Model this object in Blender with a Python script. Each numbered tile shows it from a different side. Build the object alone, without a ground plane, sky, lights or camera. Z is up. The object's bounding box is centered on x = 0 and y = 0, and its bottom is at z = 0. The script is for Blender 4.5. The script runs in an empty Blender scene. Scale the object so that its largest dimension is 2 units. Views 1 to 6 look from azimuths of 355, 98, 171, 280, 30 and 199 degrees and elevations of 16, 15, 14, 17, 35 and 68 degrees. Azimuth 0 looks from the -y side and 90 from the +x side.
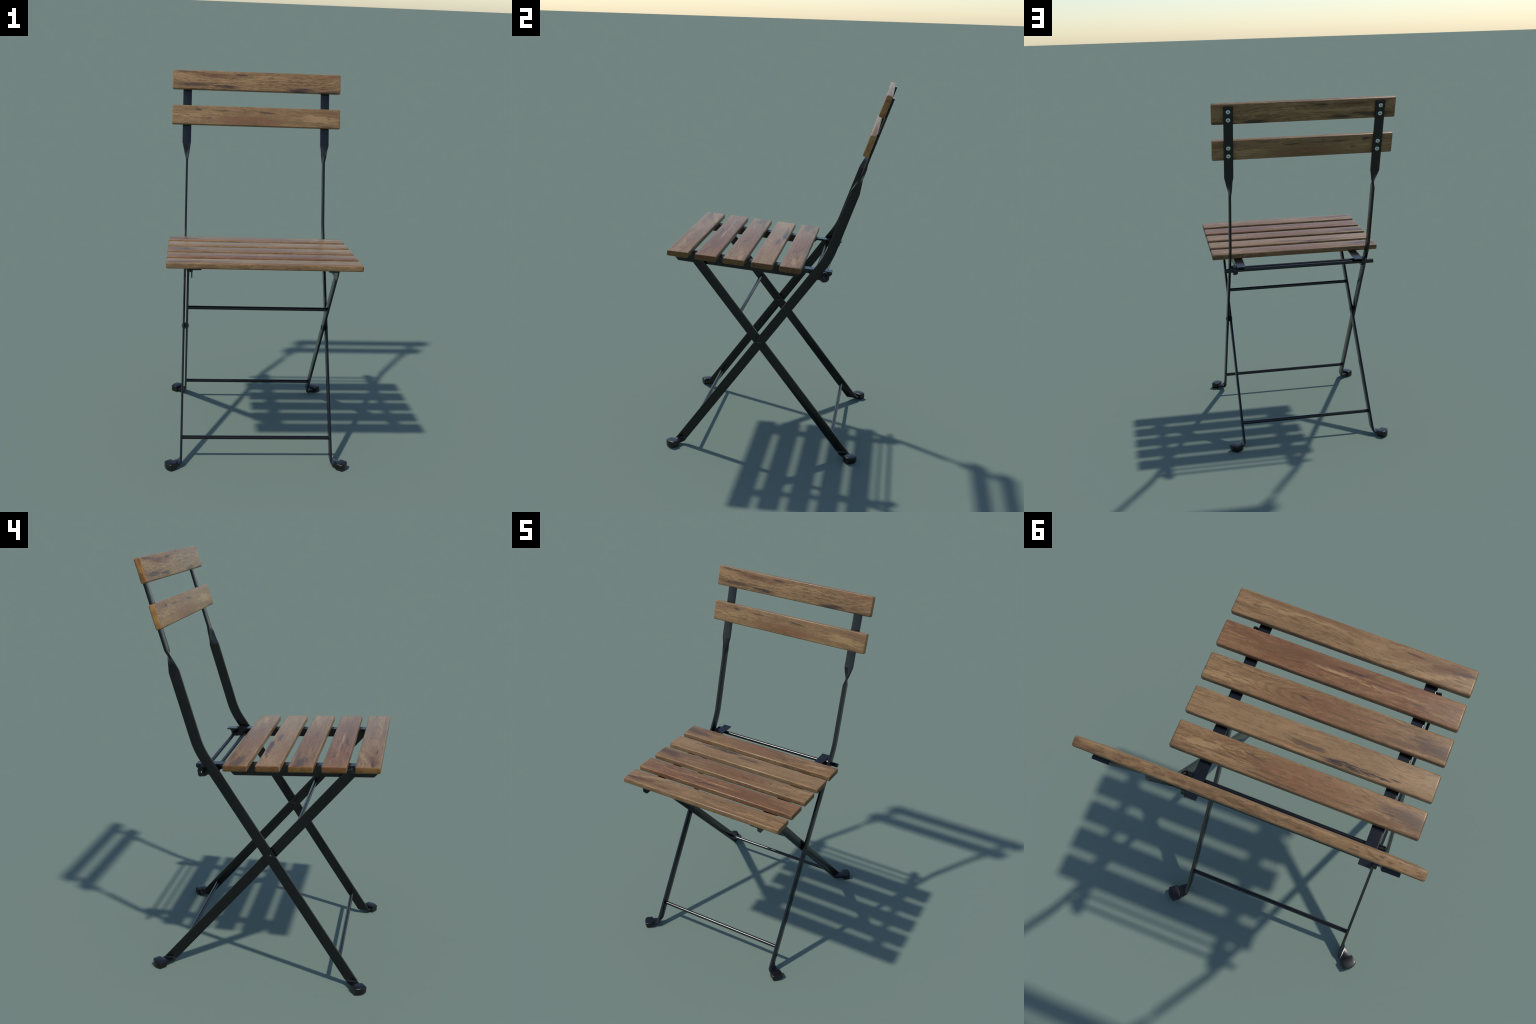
import bpy, bmesh, math, random
from mathutils import Vector, Matrix

random.seed(7)
V = Vector

# ------------------------------------------------------------------ sizes
SLAT_LEN, SLAT_W, SLAT_T = 0.992, 0.1140, 0.0312
SEAT_SLOPE = -0.0715                     # dz/dy of the seat, falls to the rear
BAR_W, BAR_T = 0.0505, 0.0122            # flat steel bar
BACK_SLOPE = 0.336                       # dy/dz of the reclined back
LEG_X, CROSS_X = 0.4040, 0.3857          # planes of the two leg pairs
LONG_SLOPE, SHORT_SLOPE = 0.7045, -0.8036
PIVOT = V((0, -0.0705, 0.6330))          # where the legs cross


def seat_top(y):
    return 1.1460 + SEAT_SLOPE * (y + 0.56)


def rail_top(y):
    return seat_top(y) - SLAT_T - 0.0006


def long_y(z):                           # centre line of the long leg, lower part
    return -0.4985 + LONG_SLOPE * (z - 0.026)


def back_y(z):                           # centre line of the long leg, upper part
    return 0.4033 + BACK_SLOPE * (z - 1.493)


def short_y(z):
    return 0.4377 + SHORT_SLOPE * z


# ------------------------------------------------------------------ node helpers
class Nodes:
    def __init__(self, name):
        self.mat = bpy.data.materials.new(name)
        self.mat.use_nodes = True
        self.t = self.mat.node_tree
        self.bsdf = self.t.nodes["Principled BSDF"]

    def new(self, kind, **kw):
        n = self.t.nodes.new(kind)
        for k, v in kw.items():
            setattr(n, k, v)
        return n

    def put(self, sock, val):
        if isinstance(val, bpy.types.NodeSocket):
            self.t.links.new(val, sock)
        else:
            sock.default_value = val

    def math(self, op, a, b=0.0, c=0.0, clamp=False):
        n = self.new("ShaderNodeMath", operation=op, use_clamp=clamp)
        for i, v in enumerate((a, b, c)):
            self.put(n.inputs[i], v)
        return n.outputs[0]

    def step(self, x, lo, hi, out_lo=0.0, out_hi=1.0):
        n = self.new("ShaderNodeMapRange", interpolation_type="SMOOTHSTEP")
        for i, v in enumerate((x, lo, hi, out_lo, out_hi)):
            self.put(n.inputs[i], v)
        return n.outputs[0]

    def mix(self, f, a, b, mode="MIX"):
        n = self.new("ShaderNodeMix", data_type="RGBA", blend_type=mode)
        self.put(n.inputs[0], f)
        for sock, v in ((n.inputs[6], a), (n.inputs[7], b)):
            if isinstance(v, tuple) and len(v) == 3:
                v = v + (1.0,)
            self.put(sock, v)
        return n.outputs[2]

    def vec(self, x, y, z):
        n = self.new("ShaderNodeCombineXYZ")
        for i, v in enumerate((x, y, z)):
            self.put(n.inputs[i], v)
        return n.outputs[0]

    def noise(self, vec, scale, detail=2.0, rough=0.5, dist=0.0):
        n = self.new("ShaderNodeTexNoise")
        self.put(n.inputs["Vector"], vec)
        n.inputs["Scale"].default_value = scale
        n.inputs["Detail"].default_value = detail
        n.inputs["Roughness"].default_value = rough
        n.inputs["Distortion"].default_value = dist
        return n.outputs["Fac"]

    def scaled(self, vec, s, offset=(0, 0, 0)):
        n = self.new("ShaderNodeMapping")
        self.put(n.inputs["Vector"], vec)
        n.inputs["Scale"].default_value = s
        n.inputs["Location"].default_value = offset
        return n.outputs[0]


# ------------------------------------------------------------------ materials
DARK_STREAK = (0.055, 0.034, 0.028)
GOLD = (0.375, 0.232, 0.108)


def wood(name, seed, light, brown, red, red_amount, grain, patches, arch=None,
         ends=((0.185, 0.096, 0.027), (0.140, 0.066, 0.021))):
    """Oiled hardwood.  patches: (x, y, rx, ry, tilt, kind, strength) in slat space."""
    g = Nodes(name)
    tc = g.new("ShaderNodeTexCoord")
    obj = tc.outputs["Object"]
    sep = g.new("ShaderNodeSeparateXYZ")
    g.put(sep.inputs[0], obj)
    X, Y, Z = sep.outputs
    so = (seed * 3.17, seed * 1.93, seed * 0.71)
    # slow wander of the fibres
    wander = g.noise(g.scaled(obj, (2.4, 6, 6), so), 1.0, 2.0)
    wander = g.math("SUBTRACT", wander, 0.5)
    fine_w = g.math("SUBTRACT", g.noise(g.scaled(obj, (12, 40, 40), so), 1.0, 3.0), 0.5)
    Yw = g.math("MULTIPLY_ADD", wander, 0.050, Y)
    Yw = g.math("MULTIPLY_ADD", fine_w, 0.009, Yw)
    Xw = g.math("MULTIPLY_ADD", fine_w, 0.05, X)
    flow = g.vec(X, Yw, Z)
    # figure: broad tone, streaks, short flecks, hair-fine pores
    broad = g.noise(g.scaled(flow, (2.6, 22, 12), so), 1.0, 4.0, 0.6)
    streak = g.noise(g.scaled(flow, (9, 105, 60), so), 1.0, 4.0, 0.62, 0.3)
    fleck = g.noise(g.scaled(flow, (30, 230, 130), so), 1.0, 3.0, 0.60, 0.3)
    pore = g.noise(g.scaled(flow, (75, 700, 400), so), 1.0, 2.0, 0.55)
    redn = g.noise(g.scaled(flow, (3.0, 11, 9), (so[0] + 5, so[1], so[2])), 1.0, 2.0)
    rag = g.math("MULTIPLY_ADD", g.math("SUBTRACT", streak, 0.5), 5.2,
                 g.math("MULTIPLY", g.math("SUBTRACT", fleck, 0.5), 4.0))

    def blob(x0, y0, rx, ry, tilt):
        """Streaky-edged patch, 1 at its heart and 0 outside."""
        dx = g.math("SUBTRACT", Xw, x0)
        dy = g.math("SUBTRACT", Yw, y0)
        dy = g.math("MULTIPLY_ADD", dx, -tilt, dy)
        a = g.math("POWER", g.math("ABSOLUTE", g.math("DIVIDE", dx, rx)), 2.0)
        b = g.math("POWER", g.math("ABSOLUTE", g.math("DIVIDE", dy, ry)), 2.0)
        r = g.math("ADD", g.math("ADD", a, b), rag)
        return g.step(r, 1.35, 0.0)

    redm = g.step(redn, 0.62 - red_amount, 0.80 - red_amount)
    for (x0, y0, rx, ry, tl, kind, s) in patches:
        if kind == "red":
            redm = g.math("MAXIMUM", redm, g.math("MULTIPLY", blob(x0, y0, rx, ry, tl), s))
        if kind == "unred":
            redm = g.math("MULTIPLY", redm, g.math("MULTIPLY_ADD", blob(x0, y0, rx, ry, tl), -s, 1.0))
    tone = g.step(broad, 0.34, 0.68)
    col = g.mix(tone, light, brown)
    col = g.mix(redm, col, red)
    # the figure is lively in places and calm in others
    calm = g.step(g.noise(g.scaled(flow, (3.2, 14, 9), (so[0] + 9, so[1] + 3, so[2])), 1.0, 2.0), 0.36, 0.62, 0.30, 1.0)
    sk = g.math("MULTIPLY", calm, g.step(streak, 0.45, 0.64, 0.0, 1.35 * grain))
    col = g.mix(sk, col, tuple(c * 0.56 for c in brown))
    lk = g.math("MULTIPLY", calm, g.step(streak, 0.48, 0.32, 0.0, 0.85 * grain))
    col = g.mix(lk, col, GOLD)
    fk = g.step(fleck, 0.52, 0.64, 0.0, 0.80 * grain + 0.18)
    col = g.mix(fk, col, tuple(c * 0.50 for c in brown))
    fl = g.step(fleck, 0.46, 0.32, 0.0, 0.50 * grain)
    col = g.mix(fl, col, GOLD)
    vein = g.noise(g.scaled(flow, (4.0, 62, 30), (so[0] + 2, so[1] + 7, so[2])), 1.0, 3.0, 0.6)
    vein = g.math("MULTIPLY", g.step(vein, 0.60, 0.72, 0.0, 1.3 * grain), calm, clamp=True)
    col = g.mix(vein, col, tuple(c * 0.42 for c in brown))
    for (x0, y0, rx, ry, tl, kind, s) in patches:
        if kind == "dark":
            m = g.math("MULTIPLY", blob(x0, y0, rx, ry, tl), 1.25 * s, clamp=True)
            col = g.mix(m, col, DARK_STREAK)
        elif kind == "brown":
            m = g.math("MULTIPLY", blob(x0, y0, rx, ry, tl), s, clamp=True)
            col = g.mix(m, col, tuple(c * 0.62 for c in red))
        elif kind == "gold":
            m = g.math("MULTIPLY", blob(x0, y0, rx, ry, tl), s, clamp=True)
            col = g.mix(m, col, GOLD)
    if arch:                                   # nested cathedral arches
        ax, ay, span = arch
        dx = g.math("SUBTRACT", X, ax)
        dy = g.math("SUBTRACT", Yw, ay)
        k = g.math("MULTIPLY_ADD", g.math("MULTIPLY", dy, dy), 85.0, dx)
        k = g.math("MULTIPLY_ADD", wander, 0.20, k)
        ring = g.math("SINE", g.math("MULTIPLY", k, 120.0))
        ring = g.step(ring, 0.1, 1.0)
        near = g.step(g.math("ABSOLUTE", dx), span, span * 0.25)
        ring = g.math("MULTIPLY", g.math("MULTIPLY", ring, near), 0.42)
        col = g.mix(ring, col, tuple(c * 0.55 for c in brown))
    pk = g.step(pore, 0.54, 0.68, 0.0, 0.35)
    col = g.mix(pk, col, tuple(c * 0.5 for c in brown))
    # sawn ends show warmer end grain
    geo = g.new("ShaderNodeSeparateXYZ")
    g.put(geo.inputs[0], tc.outputs["Normal"])
    endm = g.step(g.math("ABSOLUTE", geo.outputs[0]), 0.55, 0.85)
    en = g.noise(g.scaled(obj, (3, 34, 60), so), 1.0, 2.0)
    ecol = g.mix(g.step(en, 0.42, 0.62), ends[0], ends[1])
    ecol = g.mix(g.step(g.noise(g.scaled(obj, (20, 160, 160), so), 1.0, 2.0), 0.5, 0.75, 0, 0.35), ecol,
                 tuple(c * 0.6 for c in ends[1]))
    col = g.mix(endm, col, ecol)
    g.put(g.bsdf.inputs["Base Color"], col)
    g.bsdf.inputs["Roughness"].default_value = 0.38
    g.bsdf.inputs["Specular IOR Level"].default_value = 0.21
    g.bsdf.inputs["Coat Weight"].default_value = 0.10        # oil finish: crisp rims
    g.bsdf.inputs["Coat Roughness"].default_value = 0.16
    bump = g.new("ShaderNodeBump")
    bump.inputs["Strength"].default_value = 0.03
    bump.inputs["Distance"].default_value = 0.002
    g.put(bump.inputs["Height"], g.math("ADD", g.math("MULTIPLY", fleck, 0.5), g.math("MULTIPLY", pore, 0.5)))
    g.put(g.bsdf.inputs["Normal"], bump.outputs[0])
    return g.mat


def steel():
    g = Nodes("black_enamelled_steel")
    tc = g.new("ShaderNodeTexCoord")
    n = g.noise(g.scaled(tc.outputs["Object"], (18, 18, 18)), 1.0, 3.0)
    g.put(g.bsdf.inputs["Base Color"], g.mix(n, (0.0026, 0.0027, 0.0029), (0.0040, 0.0041, 0.0043)))
    g.put(g.bsdf.inputs["Roughness"], g.step(n, 0.2, 0.8, 0.19, 0.23))
    g.bsdf.inputs["Specular IOR Level"].default_value = 0.5
    return g.mat


def plastic():
    g = Nodes("black_plastic")
    tc = g.new("ShaderNodeTexCoord")
    n = g.noise(g.scaled(tc.outputs["Object"], (60, 60, 60)), 1.0, 2.0)
    g.put(g.bsdf.inputs["Base Color"], g.mix(n, (0.003, 0.003, 0.003), (0.005, 0.005, 0.005)))
    g.bsdf.inputs["Roughness"].default_value = 0.30
    return g.mat


def zinc():
    g = Nodes("zinc_plated_steel")
    tc = g.new("ShaderNodeTexCoord")
    n = g.noise(g.scaled(tc.outputs["Object"], (150, 150, 150)), 1.0, 2.0)
    g.put(g.bsdf.inputs["Base Color"], g.mix(n, (0.62, 0.66, 0.67), (0.75, 0.78, 0.78)))
    g.bsdf.inputs["Metallic"].default_value = 0.9
    g.bsdf.inputs["Roughness"].default_value = 0.38
    return g.mat


STEEL, PLASTIC, ZINC = steel(), plastic(), zinc()
TAN, BROWN, RED = (0.295, 0.172, 0.079), (0.210, 0.114, 0.052), (0.200, 0.087, 0.042)

WOODS = [
    # front slat: tan, knot and dark figure at the -x end
    wood("wood_front", 1.0, TAN, (0.225, 0.128, 0.060), RED, -0.06, 0.48, [
        (-0.440, -0.016, 0.055, 0.014, 0.10, "dark", 1.0),
        (-0.385, -0.014, 0.095, 0.028, 0.20, "brown", 0.85),
        (-0.245, -0.034, 0.040, 0.005, -0.05, "dark", 0.75),
        (-0.255, -0.024, 0.110, 0.018, 0.12, "brown", 0.50),
        (-0.340, 0.028, 0.130, 0.014, 0.22, "gold", 0.65),
        (0.200, -0.042, 0.280, 0.012, 0.00, "brown", 0.40),
        (0.250, -0.014, 0.250, 0.010, 0.03, "gold", 0.60)]),
    # reddest slat with a golden streak beside a dark one
    wood("wood_russet", 2.3, (0.265, 0.138, 0.062), (0.205, 0.100, 0.048), (0.208, 0.092, 0.044), 0.16, 0.45, [
        (-0.010, 0.006, 0.150, 0.007, -0.04, "gold", 0.90),
        (-0.060, -0.020, 0.080, 0.008, 0.03, "dark", 0.85),
        (-0.170, 0.000, 0.080, 0.006, 0.00, "dark", 0.45),
        (0.160, -0.016, 0.160, 0.024, 0.02, "brown", 0.65),
        (0.330, 0.006, 0.120, 0.008, 0.03, "brown", 0.55),
        (-0.320, 0.024, 0.030, 0.005, 0.00, "dark", 0.50),
        (-0.220, 0.010, 0.120, 0.007, 0.02, "gold", 0.45)],
        ends=((0.150, 0.066, 0.023), (0.120, 0.048, 0.020))),
    # arched slat, reddish middle, grey streaks at the -x end
    wood("wood_arched", 3.4, TAN, (0.214, 0.117, 0.054), RED, 0.00, 0.46, [
        (0.000, 0.010, 0.250, 0.050, 0.00, "red", 0.75),
        (0.410, 0.020, 0.130, 0.014, 0.10, "gold", 0.80),
        (0.330, 0.000, 0.110, 0.008, 0.04, "gold", 0.50),
        (-0.440, 0.010, 0.100, 0.028, -0.10, "dark", 0.62),
        (-0.340, 0.034, 0.100, 0.010, 0.04, "dark", 0.40),
        (0.090, -0.008, 0.034, 0.0035, -0.16, "dark", 0.60)], arch=(0.16, -0.006, 0.20)),
    # palest slat, strong dark streak by its rear edge
    wood("wood_pale", 4.9, (0.310, 0.186, 0.088), (0.245, 0.144, 0.068), RED, -0.12, 0.30, [
        (-0.160, 0.041, 0.120, 0.011, 0.02, "dark", 1.00),
        (-0.120, 0.036, 0.060, 0.010, 0.00, "dark", 0.85),
        (0.010, 0.018, 0.085, 0.011, -0.05, "dark", 0.55),
        (0.050, 0.041, 0.150, 0.011, 0.00, "red", 0.75),
        (0.030, 0.046, 0.120, 0.006, 0.00, "gold", 0.60),
        (-0.335, 0.032, 0.022, 0.004, 0.05, "dark", 0.75),
        (-0.420, -0.010, 0.090, 0.030, 0.00, "gold", 0.35)],
        ends=((0.155, 0.072, 0.024), (0.120, 0.052, 0.019))),
    # rear slat, sister board of the arched one
    wood("wood_arched_sister", 5.3, TAN, (0.210, 0.114, 0.053), RED, 0.02, 0.46, [
        (-0.030, 0.005, 0.220, 0.050, 0.00, "red", 0.80),
        (0.360, -0.005, 0.130, 0.014, 0.08, "gold", 0.80),
        (0.260, 0.024, 0.120, 0.008, 0.00, "gold", 0.45),
        (-0.435, -0.004, 0.110, 0.026, -0.10, "dark", 0.58),
        (-0.340, 0.030, 0.080, 0.010, 0.04, "brown", 0.60),
        (0.070, 0.047, 0.140, 0.006, 0.00, "dark", 0.45),
        (0.175, -0.022, 0.034, 0.0035, -0.16, "dark", 0.55)], arch=(0.23, -0.016, 0.18),
        ends=((0.150, 0.070, 0.023), (0.115, 0.050, 0.019))),
]
WOOD_TOP = wood("wood_streaky", 6.6, (0.300, 0.177, 0.081), (0.215, 0.120, 0.056), RED, -0.03, 0.62, [
    (-0.260, 0.036, 0.100, 0.013, 0.00, "brown", 0.90),
    (-0.420, 0.042, 0.060, 0.007, 0.00, "dark", 0.60),
    (-0.085, 0.036, 0.035, 0.007, -0.05, "dark", 0.75),
    (0.060, 0.034, 0.100, 0.014, 0.00, "gold", 0.35),
    (-0.370, -0.030, 0.110, 0.010, 0.02, "dark", 0.70),
    (-0.180, -0.040, 0.070, 0.009, 0.00, "dark", 0.85),
    (0.260, -0.040, 0.080, 0.012, 0.00, "dark", 0.75),
    (0.250, -0.050, 0.035, 0.006, 0.00, "dark", 0.95),
    (0.430, -0.046, 0.080, 0.008, 0.00, "dark", 0.70),
    (0.440, 0.042, 0.100, 0.010, 0.00, "red", 0.80),
    (0.000, 0.002, 0.420, 0.016, 0.00, "gold", 0.40)],
    ends=((0.34, 0.165, 0.050), (0.22, 0.090, 0.036)))
WOOD_LOW = wood("wood_honey", 7.7, (0.300, 0.180, 0.082), (0.225, 0.130, 0.060), RED, -0.05, 0.40, [
    (-0.345, 0.034, 0.026, 0.010, -0.25, "dark", 0.70),
    (-0.380, -0.002, 0.110, 0.012, 0.00, "gold", 0.60),
    (-0.200, 0.028, 0.050, 0.006, 0.00, "dark", 0.55),
    (0.055, 0.028, 0.050, 0.006, -0.05, "dark", 0.65),
    (-0.080, 0.030, 0.080, 0.005, 0.00, "dark", 0.40),
    (-0.020, -0.022, 0.190, 0.030, 0.00, "red", 0.85),
    (-0.280, -0.014, 0.020, 0.006, 0.00, "dark", 0.40),
    (0.370, -0.010, 0.130, 0.024, 0.00, "gold", 0.75),
    (0.430, 0.036, 0.090, 0.014, 0.00, "brown", 0.55),
    (0.410, -0.046, 0.050, 0.006, 0.00, "dark", 0.40)],
    ends=((0.37, 0.200, 0.065), (0.30, 0.145, 0.050)))

# ------------------------------------------------------------------ mesh helpers
ROOT = bpy.data.objects.new("folding_chair", None)
bpy.context.scene.collection.objects.link(ROOT)
ROOT["label"] = "folding bistro chair with wooden slats and black steel frame"
ROOT["category"] = "folding chair"


def smooth_by_angle(me, deg=32):
    for p in me.polygons:
        p.use_smooth = True
    me.set_sharp_from_angle(angle=math.radians(deg))


def add(name, me, parent=None, mats=(STEEL,), smooth=32):
    o = bpy.data.objects.new(name, me)
    bpy.context.scene.collection.objects.link(o)
    o.parent = parent or ROOT
    if not me.materials:
        for m in mats:
            me.materials.append(m)
    if smooth:
        smooth_by_angle(me, smooth)
    return o


def mesh_from(bm, name):
    bmesh.ops.recalc_face_normals(bm, faces=bm.faces)
    me = bpy.data.meshes.new(name)
    bm.to_mesh(me)
    bm.free()
    return me


def section(c, w, t, ch=0.0013, n=2):
    """Closed flat-bar outline: half vectors w (width) and t (thickness), rounded corners."""
    lw, lt = w.length, t.length
    uw, ut = w.normalized(), t.normalized()
    pts = []
    for sw, st, a0 in ((1, 1, 0), (-1, 1, 90), (-1, -1, 180), (1, -1, 270)):
        r = min(ch, lw * 0.9, lt * 0.9)
        cc = c + uw * sw * (lw - r) + ut * st * (lt - r)
        for i in range(n + 1):
            a = math.radians(a0 + 90.0 * i / n)
            pts.append(cc + uw * math.cos(a) * r + ut * math.sin(a) * r)
    return pts


def loft(stations, name):
    bm = bmesh.new()
    rings = [[bm.verts.new(p) for p in section(*s)] for s in stations]
    for a, b in zip(rings, rings[1:]):
        m = len(a)
        for i in range(m):
            bm.faces.new((a[i], a[(i + 1) % m], b[(i + 1) % m], b[i]))
    bm.faces.new(rings[0])
    bm.faces.new(list(reversed(rings[-1])))
    return mesh_from(bm, name)


def lathe_x(profile, name, seg=32, centre=(0, 0), sx=1.0):
    """Revolve (x, r) pairs about an axis parallel to x through centre=(y, z)."""
    bm = bmesh.new()
    rings = []
    for x, r in profile:
        if r < 1e-6:
            rings.append([bm.verts.new((x * sx, centre[0], centre[1]))])
        else:
            rings.append([bm.verts.new((x * sx, centre[0] + r * math.cos(2 * math.pi * i / seg),
                                        centre[1] + r * math.sin(2 * math.pi * i / seg))) for i in range(seg)])
    for a, b in zip(rings, rings[1:]):
        for i in range(seg):
            j = (i + 1) % seg
            if len(a) == 1:
                bm.faces.new((a[0], b[i], b[j]))
            elif len(b) == 1:
                bm.faces.new((a[i], a[j], b[0]))
            else:
                bm.faces.new((a[i], a[j], b[j], b[i]))
    return mesh_from(bm, name)


def rod(name, y, z, r, x0, x1, parent=None, edge=0.0015):
    prof = [(x0, 0), (x0, r - edge), (x0 + edge, r), (x1 - edge, r), (x1, r - edge), (x1, 0)]
    return add(name, lathe_x(prof, name, 28, (y, z)), parent)


def prism(outline, x0, x1, name, bevel=0.0):
    """Extrude a (y, z) outline between x0 and x1."""
    bm = bmesh.new()
    a = [bm.verts.new((x0, y, z)) for y, z in outline]
    b = [bm.verts.new((x1, y, z)) for y, z in outline]
    m = len(a)
    for i in range(m):
        bm.faces.new((a[i], a[(i + 1) % m], b[(i + 1) % m], b[i]))
    bm.faces.new(a)
    bm.faces.new(list(reversed(b)))
    bmesh.ops.recalc_face_normals(bm, faces=bm.faces)
    if bevel:
        bmesh.ops.bevel(bm, geom=list(bm.edges), offset=bevel, segments=2, profile=0.5, affect="EDGES")
    return bm


# ------------------------------------------------------------------ slats
def slat_mesh(name, mat):
    """Board with generously rounded arrises, slightly uneven along its length."""
    bm = bmesh.new()
    bmesh.ops.create_cube(bm, size=1.0, matrix=Matrix.Diagonal((SLAT_LEN, SLAT_W, SLAT_T, 1)))
    bmesh.ops.bevel(bm, geom=list(bm.edges), offset=0.0074, segments=5, profile=0.5, affect="EDGES")
    me = mesh_from(bm, name)
    me.materials.append(mat)
    return me


seat_tilt = Matrix.Rotation(math.atan(SEAT_SLOPE), 4, "X")
slat_ys = [-0.5060 + 0.15015 * i for i in range(5)]
n_seat = V((0, -math.sin(math.atan(SEAT_SLOPE)), math.cos(math.atan(SEAT_SLOPE))))
for y, mat in zip(slat_ys, WOODS):
    o = add("seat_slat", slat_mesh("seat_slat", mat), smooth=40)
    c = V((0, y, seat_top(y))) - n_seat * (SLAT_T / 2)
    o.matrix_local = Matrix.Translation(c) @ seat_tilt

back_a = math.atan(BACK_SLOPE)
up = V((0, math.sin(back_a), math.cos(back_a)))        # along the back, upwards
rear = V((0, math.cos(back_a), -math.sin(back_a)))     # out of its rear face
back_rot = Matrix(((1, 0, 0), (0, up.y, -rear.y), (0, up.z, -rear.z))).to_4x4()
for z_bar, mat in ((1.9362, WOOD_TOP), (1.7393, WOOD_LOW)):
    o = add("backrest_slat", slat_mesh("backrest_slat", mat), smooth=40)
    c = V((0, back_y(z_bar), z_bar)) - rear * (BAR_T / 2 + SLAT_T / 2 + 0.0003)
    o.matrix_local = Matrix.Translation(c) @ back_rot


# ------------------------------------------------------------------ foot cap
def foot_cap(centre_near, direction, parent):
    """Moulded pad: straight sides, bowed ends, soft edges; direction points outwards."""
    d = direction.normalized()
    s = V((-d.y, d.x, 0))
    hw, length, top = 0.0315, 0.0380, 0.0348
    pts = []
    for i in range(9):                     # far end, bowed outwards
        t = -1 + 2 * i / 8
        pts.append((length + 0.0100 * (1 - t * t), hw * t))
    for i in range(7):                     # near end, bowed a little
        t = 1 - 2 * i / 6
        pts.append((-0.0045 * (1 - t * t), hw * t))
    bm = bmesh.new()
    lo = [bm.verts.new(centre_near + d * a + s * b) for a, b in pts]
    hi = [bm.verts.new(v.co + V((0, 0, top))) for v in lo]
    m = len(lo)
    for i in range(m):
        bm.faces.new((lo[i], lo[(i + 1) % m], hi[(i + 1) % m], hi[i]))
    f0 = bm.faces.new(lo)
    f1 = bm.faces.new(list(reversed(hi)))
    bmesh.ops.recalc_face_normals(bm, faces=bm.faces)
    rim = [e for f in (f0, f1) for e in f.edges]
    bmesh.ops.bevel(bm, geom=rim, offset=0.0040, segments=3, profile=0.5, affect="EDGES")
    return add("foot_cap", mesh_from(bm, "foot_cap"), parent, (PLASTIC,), smooth=35)


# ------------------------------------------------------------------ legs
def folded_end(x_mid, side, y_of, slope, w_dir):
    """Stations of the bar's lower end: a tab folded outwards about a level crease, then upright."""
    half_w = BAR_W / 2 * math.sqrt(1 + slope * slope)     # level cut through the leaning bar
    w = V((0, w_dir * half_w, 0))
    z_tab, r = 0.0190, 0.0150
    z_arc = z_tab + r
    st = []
    arc = r * math.pi / 2
    y0 = y_of(z_arc)
    for d in (0.0385, 0.0):                                # along the tab, outer end first
        s = arc + d
        c = V((side * (x_mid + r + d), y0 - slope * s, z_tab))
        st.append((c, w, V((0, 0, BAR_T / 2))))
    for i in range(1, 7):
        a = math.radians(90 * (1 - i / 6))
        s = r * a
        c = V((side * (x_mid + r - r * math.cos(a)), y0 - slope * s, z_arc - r * math.sin(a)))
        t = V((side * math.cos(a), 0, math.sin(a))) * (BAR_T / 2)
        st.append((c, w, t))
    tab_dir = V((side, -slope, 0)).normalized()
    near = V((side * (x_mid + 0.0375), y0 - slope * (arc + 0.0225), 0))
    return st, near, tab_dir


def upright_leg(side):
    st, near, tab_dir = folded_end(LEG_X, side, long_y, LONG_SLOPE, -1)
    out = V((side, 0, 0))
    hw, ht = BAR_W / 2, BAR_T / 2
    # straight run, gentle bend above the seat, straight back
    zb = 1.1357
    a0, a1 = math.atan(LONG_SLOPE), math.atan(BACK_SLOPE)
    corner = V((0, long_y(zb), zb))
    t0 = V((0, math.sin(a0), math.cos(a0)))
    t1 = V((0, math.sin(a1), math.cos(a1)))
    tl = 0.052
    path = [(V((0, long_y(z), z)), t0) for z in (0.11, 0.4, 0.8)]
    for i in range(11):
        u = i / 10
        p = corner + t0 * (-tl * (1 - u) ** 2) + t1 * (tl * u * u)
        a = a0 + (a1 - a0) * u
        path.append((p, V((0, math.sin(a), math.cos(a)))))
    for z in (1.35, 1.4935):
        path.append((V((0, back_y(z), z)), t1))
    for p, t in path:
        front = V((0, -t.z, t.y))
        st.append((V((side * LEG_X, p.y, p.z)), front * hw, out * ht))
    front = V((0, -t1.z, t1.y))
    z0, z1 = 1.494, 1.5905                       # quarter twist
    for i in range(13):
        u = i / 12
        z = z0 + (z1 - z0) * u
        w = front * (1 - u) + out * u              # edges run straight from face to face
        t = (out * (1 - u) - front * u).normalized()
        x = LEG_X + (0.4080 - LEG_X) * u
        st.append((V((side * x, back_y(z), z)), w * hw, t * ht))
    for z in (1.591, 1.80, 1.980):
        st.append((V((side * 0.4080, back_y(z), z)), out * hw, -front * ht))
    leg = add("upright_leg", loft(st, "upright_leg"), smooth=28)
    foot_cap(near, tab_dir, leg)
    return leg


def crossing_leg(side):
    st, near, tab_dir = folded_end(CROSS_X, side, short_y, SHORT_SLOPE, -1)
    out = V((side, 0, 0))
    hw, ht = BAR_W / 2, BAR_T / 2 - 0.0002
    a = math.atan(SHORT_SLOPE)
    t = V((0, math.sin(a), math.cos(a)))
    front = V((0, -t.z, t.y))
    for z in (0.11, 0.5, 1.0):
        st.append((V((side * CROSS_X, short_y(z), z)), front * hw, out * ht))
    zc = 1.076
    for i in range(9):                           # round top end
        b = math.radians(88 * i / 8)
        c = V((side * CROSS_X, short_y(zc), zc)) + t * (hw * math.sin(b))
        st.append((c, front * max(hw * math.cos(b), 0.002), out * ht))
    leg = add("crossing_leg", loft(st, "crossing_leg"), smooth=28)
    foot_cap(near, tab_dir, leg)
    return leg


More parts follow.
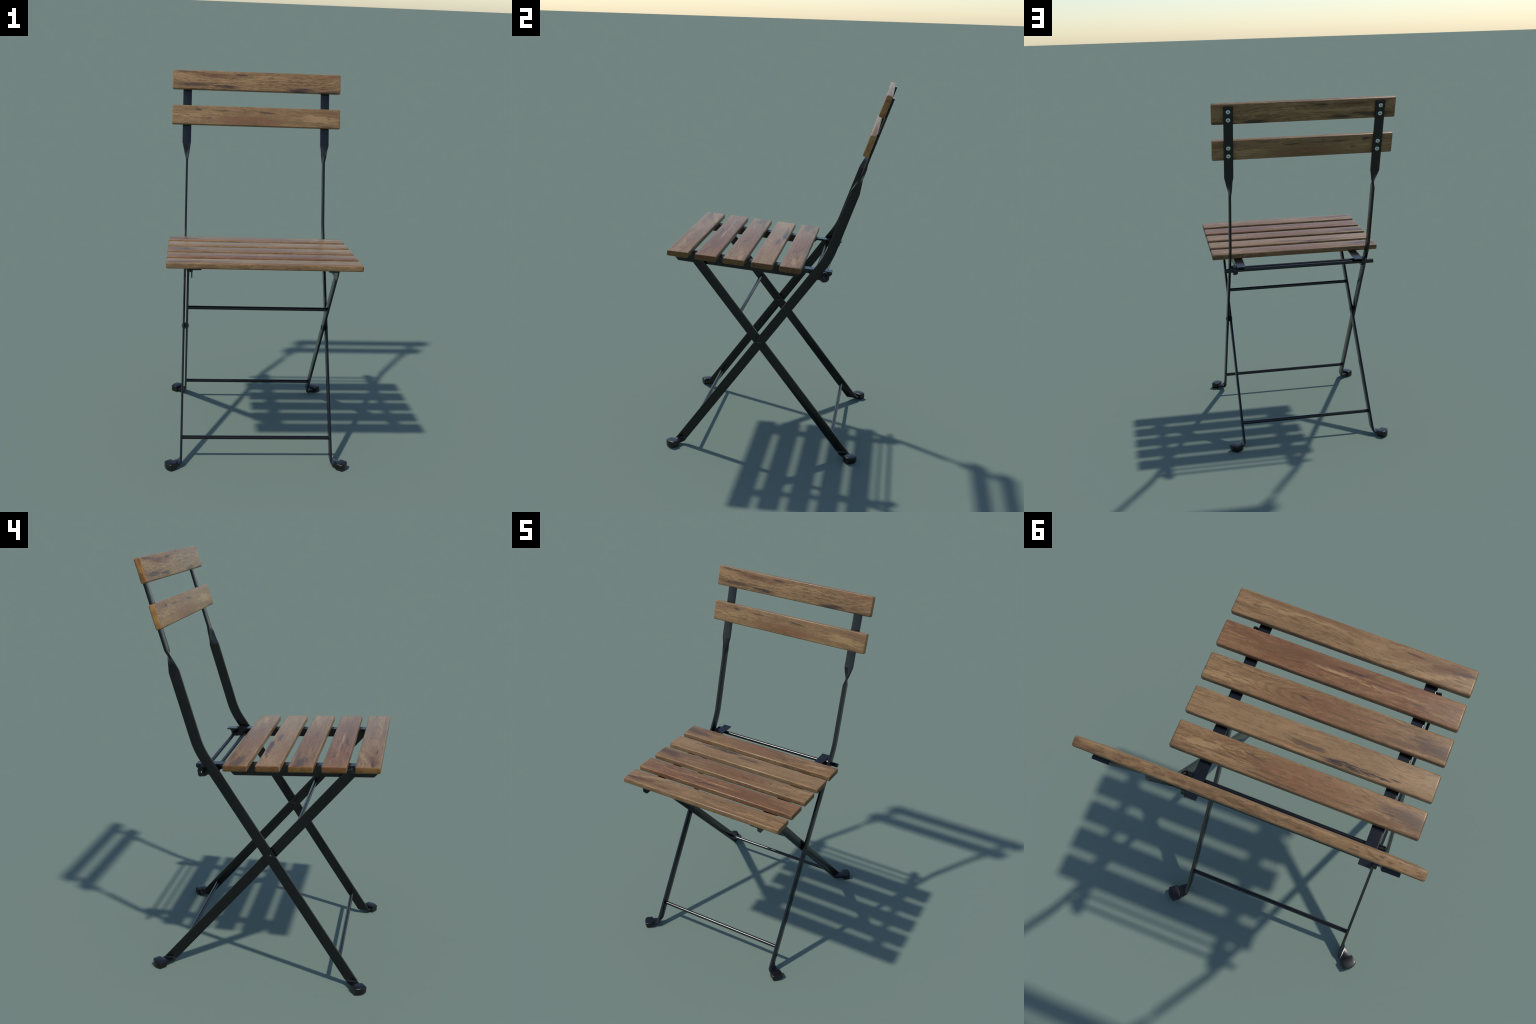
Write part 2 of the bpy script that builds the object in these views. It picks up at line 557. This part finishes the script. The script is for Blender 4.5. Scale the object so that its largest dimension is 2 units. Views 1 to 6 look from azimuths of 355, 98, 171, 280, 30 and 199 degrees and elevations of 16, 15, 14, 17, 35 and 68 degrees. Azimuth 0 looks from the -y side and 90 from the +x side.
def rivet(side, y, z, x_in, x_out, r, parent, dome=0.0048):
    prof = [(x_in - dome, 0.0)]
    for i in range(1, 6):
        b = math.radians(90 * i / 5)
        prof.append((x_in - dome * math.cos(b), r * math.sin(b)))
    prof += [(x_in, r * 0.5), (x_out, r * 0.5)]
    for i in range(5, 0, -1):
        b = math.radians(90 * i / 5)
        prof.append((x_out + dome * math.cos(b), r * math.sin(b)))
    prof.append((x_out + dome, 0.0))
    return add("rivet", lathe_x(prof, "rivet", 28, (y, z), side), parent)


def washer(side, y, z, x0, x1, r, parent, name="washer"):
    e = min(0.0015, (x1 - x0) * 0.3)
    prof = [(x0, 0), (x0, r - e), (x0 + e, r), (x1 - e, r), (x1, r - e), (x1, 0)]
    return add(name, lathe_x(prof, name, 32, (y, z), side), parent)


# ------------------------------------------------------------------ screws
def screw_mesh():
    """Pan head, axis +z, with a cross of two thin dark bars set slightly proud of its face."""
    bm = bmesh.new()
    seg, prof = 24, [(0.0116, -0.002), (0.0116, 0.0002), (0.0106, 0.0010), (0.0060, 0.0012)]
    rings = [[bm.verts.new((r * math.cos(2 * math.pi * i / seg), r * math.sin(2 * math.pi * i / seg), z))
              for i in range(seg)] for r, z in prof]
    for a, b in zip(rings, rings[1:]):
        for i in range(seg):
            bm.faces.new((a[i], a[(i + 1) % seg], b[(i + 1) % seg], b[i]))
    top = bm.faces.new(rings[-1])
    bm.faces.new(list(reversed(rings[0])))
    bmesh.ops.recalc_face_normals(bm, faces=bm.faces)
    for f in bm.faces:
        f.material_index = 0
    for lx, ly in ((0.0098, 0.0020), (0.0020, 0.0098)):
        r = bmesh.ops.create_cube(bm, size=1.0, matrix=Matrix.Translation((0, 0, 0.0009)) @
                                  Matrix.Diagonal((lx, ly, 0.0012, 1)))
        for f in {f for v in r["verts"] for f in v.link_faces}:
            f.material_index = 1
    me = bpy.data.meshes.new("screw")
    bm.to_mesh(me)
    bm.free()
    me.materials.append(ZINC)
    me.materials.append(STEEL)
    smooth_by_angle(me, 35)
    return me


SCREW = screw_mesh()


def screw(p, normal, spin, parent):
    o = bpy.data.objects.new("screw", SCREW)
    bpy.context.scene.collection.objects.link(o)
    o.parent = parent
    q = normal.to_track_quat("Z", "Y").to_matrix().to_4x4()
    o.matrix_local = Matrix.Translation(p) @ q @ Matrix.Rotation(spin, 4, "Z")


# ------------------------------------------------------------------ seat rails
def seat_rail(side):
    """Pressed angle: level flange under the slats, cut-out web on the outer side."""
    y0, y1, th = -0.558, 0.304, 0.0060
    xi, xo = 0.3205, 0.3705
    web = [(y0, 0.0), (-0.555, 0.030), (-0.532, 0.0530), (0.118, 0.0530), (0.126, 0.0470), (0.146, 0.0260),
           (0.152, 0.0225), (0.178, 0.0225), (0.186, 0.0260), (0.198, 0.0470), (0.206, 0.0525),
           (0.268, 0.0525), (0.278, 0.0480), (0.283, 0.0400), (0.287, 0.0310), (0.295, 0.0210), (y1, 0.0140), (y1, 0.0)]
    bm = prism([(y, rail_top(y) - d) for y, d in web], side * (xo - th), side * xo, "seat_rail")
    # flange, butted against the web with a rounded outer shoulder
    fl = [(y0, rail_top(y0)), (y1, rail_top(y1)), (y1, rail_top(y1) - th), (y0, rail_top(y0) - th)]
    bm2 = prism(fl, side * xi, side * (xo - th), "flange")
    tmp = mesh_from(bm2, "tmp_flange")
    bm.from_mesh(tmp)
    bpy.data.meshes.remove(tmp)
    bmesh.ops.remove_doubles(bm, verts=bm.verts, dist=1e-5)
    # soften the long top shoulder
    sh = [e for e in bm.edges if all(abs(abs(v.co.x) - xo) < 1e-5 and abs(v.co.z - rail_top(v.co.y)) < 1e-4 for v in e.verts)]
    bmesh.ops.bevel(bm, geom=sh, offset=0.0035, segments=3, profile=0.5, affect="EDGES")
    me = mesh_from(bm, "seat_rail")
    return add("seat_rail", me, smooth=30)


for side in (-1, 1):
    leg = upright_leg(side)
    cross = crossing_leg(side)
    rail = seat_rail(side)
    # scissor pivot
    rivet(side, PIVOT.y, PIVOT.z, CROSS_X - BAR_T / 2, LEG_X + BAR_T / 2, 0.0135, leg)
    washer(side, PIVOT.y, PIVOT.z, CROSS_X + BAR_T / 2 + 0.0003, LEG_X - BAR_T / 2 - 0.0003, 0.0180, leg)
    # pivot of the crossing leg on the rail
    yp, zp = -0.4340, 1.0765
    rivet(side, yp, zp, 0.3640, CROSS_X + BAR_T / 2, 0.0140, cross, 0.0035)
    washer(side, yp, zp, 0.3708, CROSS_X - BAR_T / 2 - 0.0003, 0.0170, cross)
    # collars on the rods behind the seat
    washer(side, 0.2650, 1.0258, 0.3708, 0.3900, 0.0270, rail, "collar")
    washer(side, 0.2130, 1.0258, 0.3708, 0.3960, 0.0170, rail, "collar")
    washer(side, 0.2650, 1.0258, 0.3905, 0.4400, 0.0124, rail, "sleeve")
    # screws through the back
    for zs in (1.955, 1.9115, 1.759, 1.715):
        p = V((side * 0.4090, back_y(zs), zs)) + rear * (BAR_T / 2 + 0.0002)
        screw(p, rear, random.uniform(0, math.pi / 2), leg)
    # screws up through the rail flange
    for ys in slat_ys:
        for dy in (-0.024, 0.024):
            y = ys + dy
            p = V((side * 0.3430, y, rail_top(y) - 0.0062))
            screw(p, -n_seat, random.uniform(0, math.pi / 2), rail)

# ------------------------------------------------------------------ cross rods
rod("crossbar", -0.4278, 0.1246, 0.0102, -(LEG_X - BAR_T / 2 + 0.002), LEG_X - BAR_T / 2 + 0.002)
rod("crossbar", 0.3468, 0.1140, 0.0100, -(CROSS_X - BAR_T / 2 + 0.002), CROSS_X - BAR_T / 2 + 0.002)
rod("crossbar", -0.1892, 0.7828, 0.0102, -(CROSS_X - BAR_T / 2 + 0.002), CROSS_X - BAR_T / 2 + 0.002)
rod("pivot_rod", 0.2650, 1.0258, 0.0104, -0.4380, 0.4380)
rod("pivot_rod", 0.2125, 1.0246, 0.0096, -0.3970, 0.3970)

bpy.context.view_layer.update()
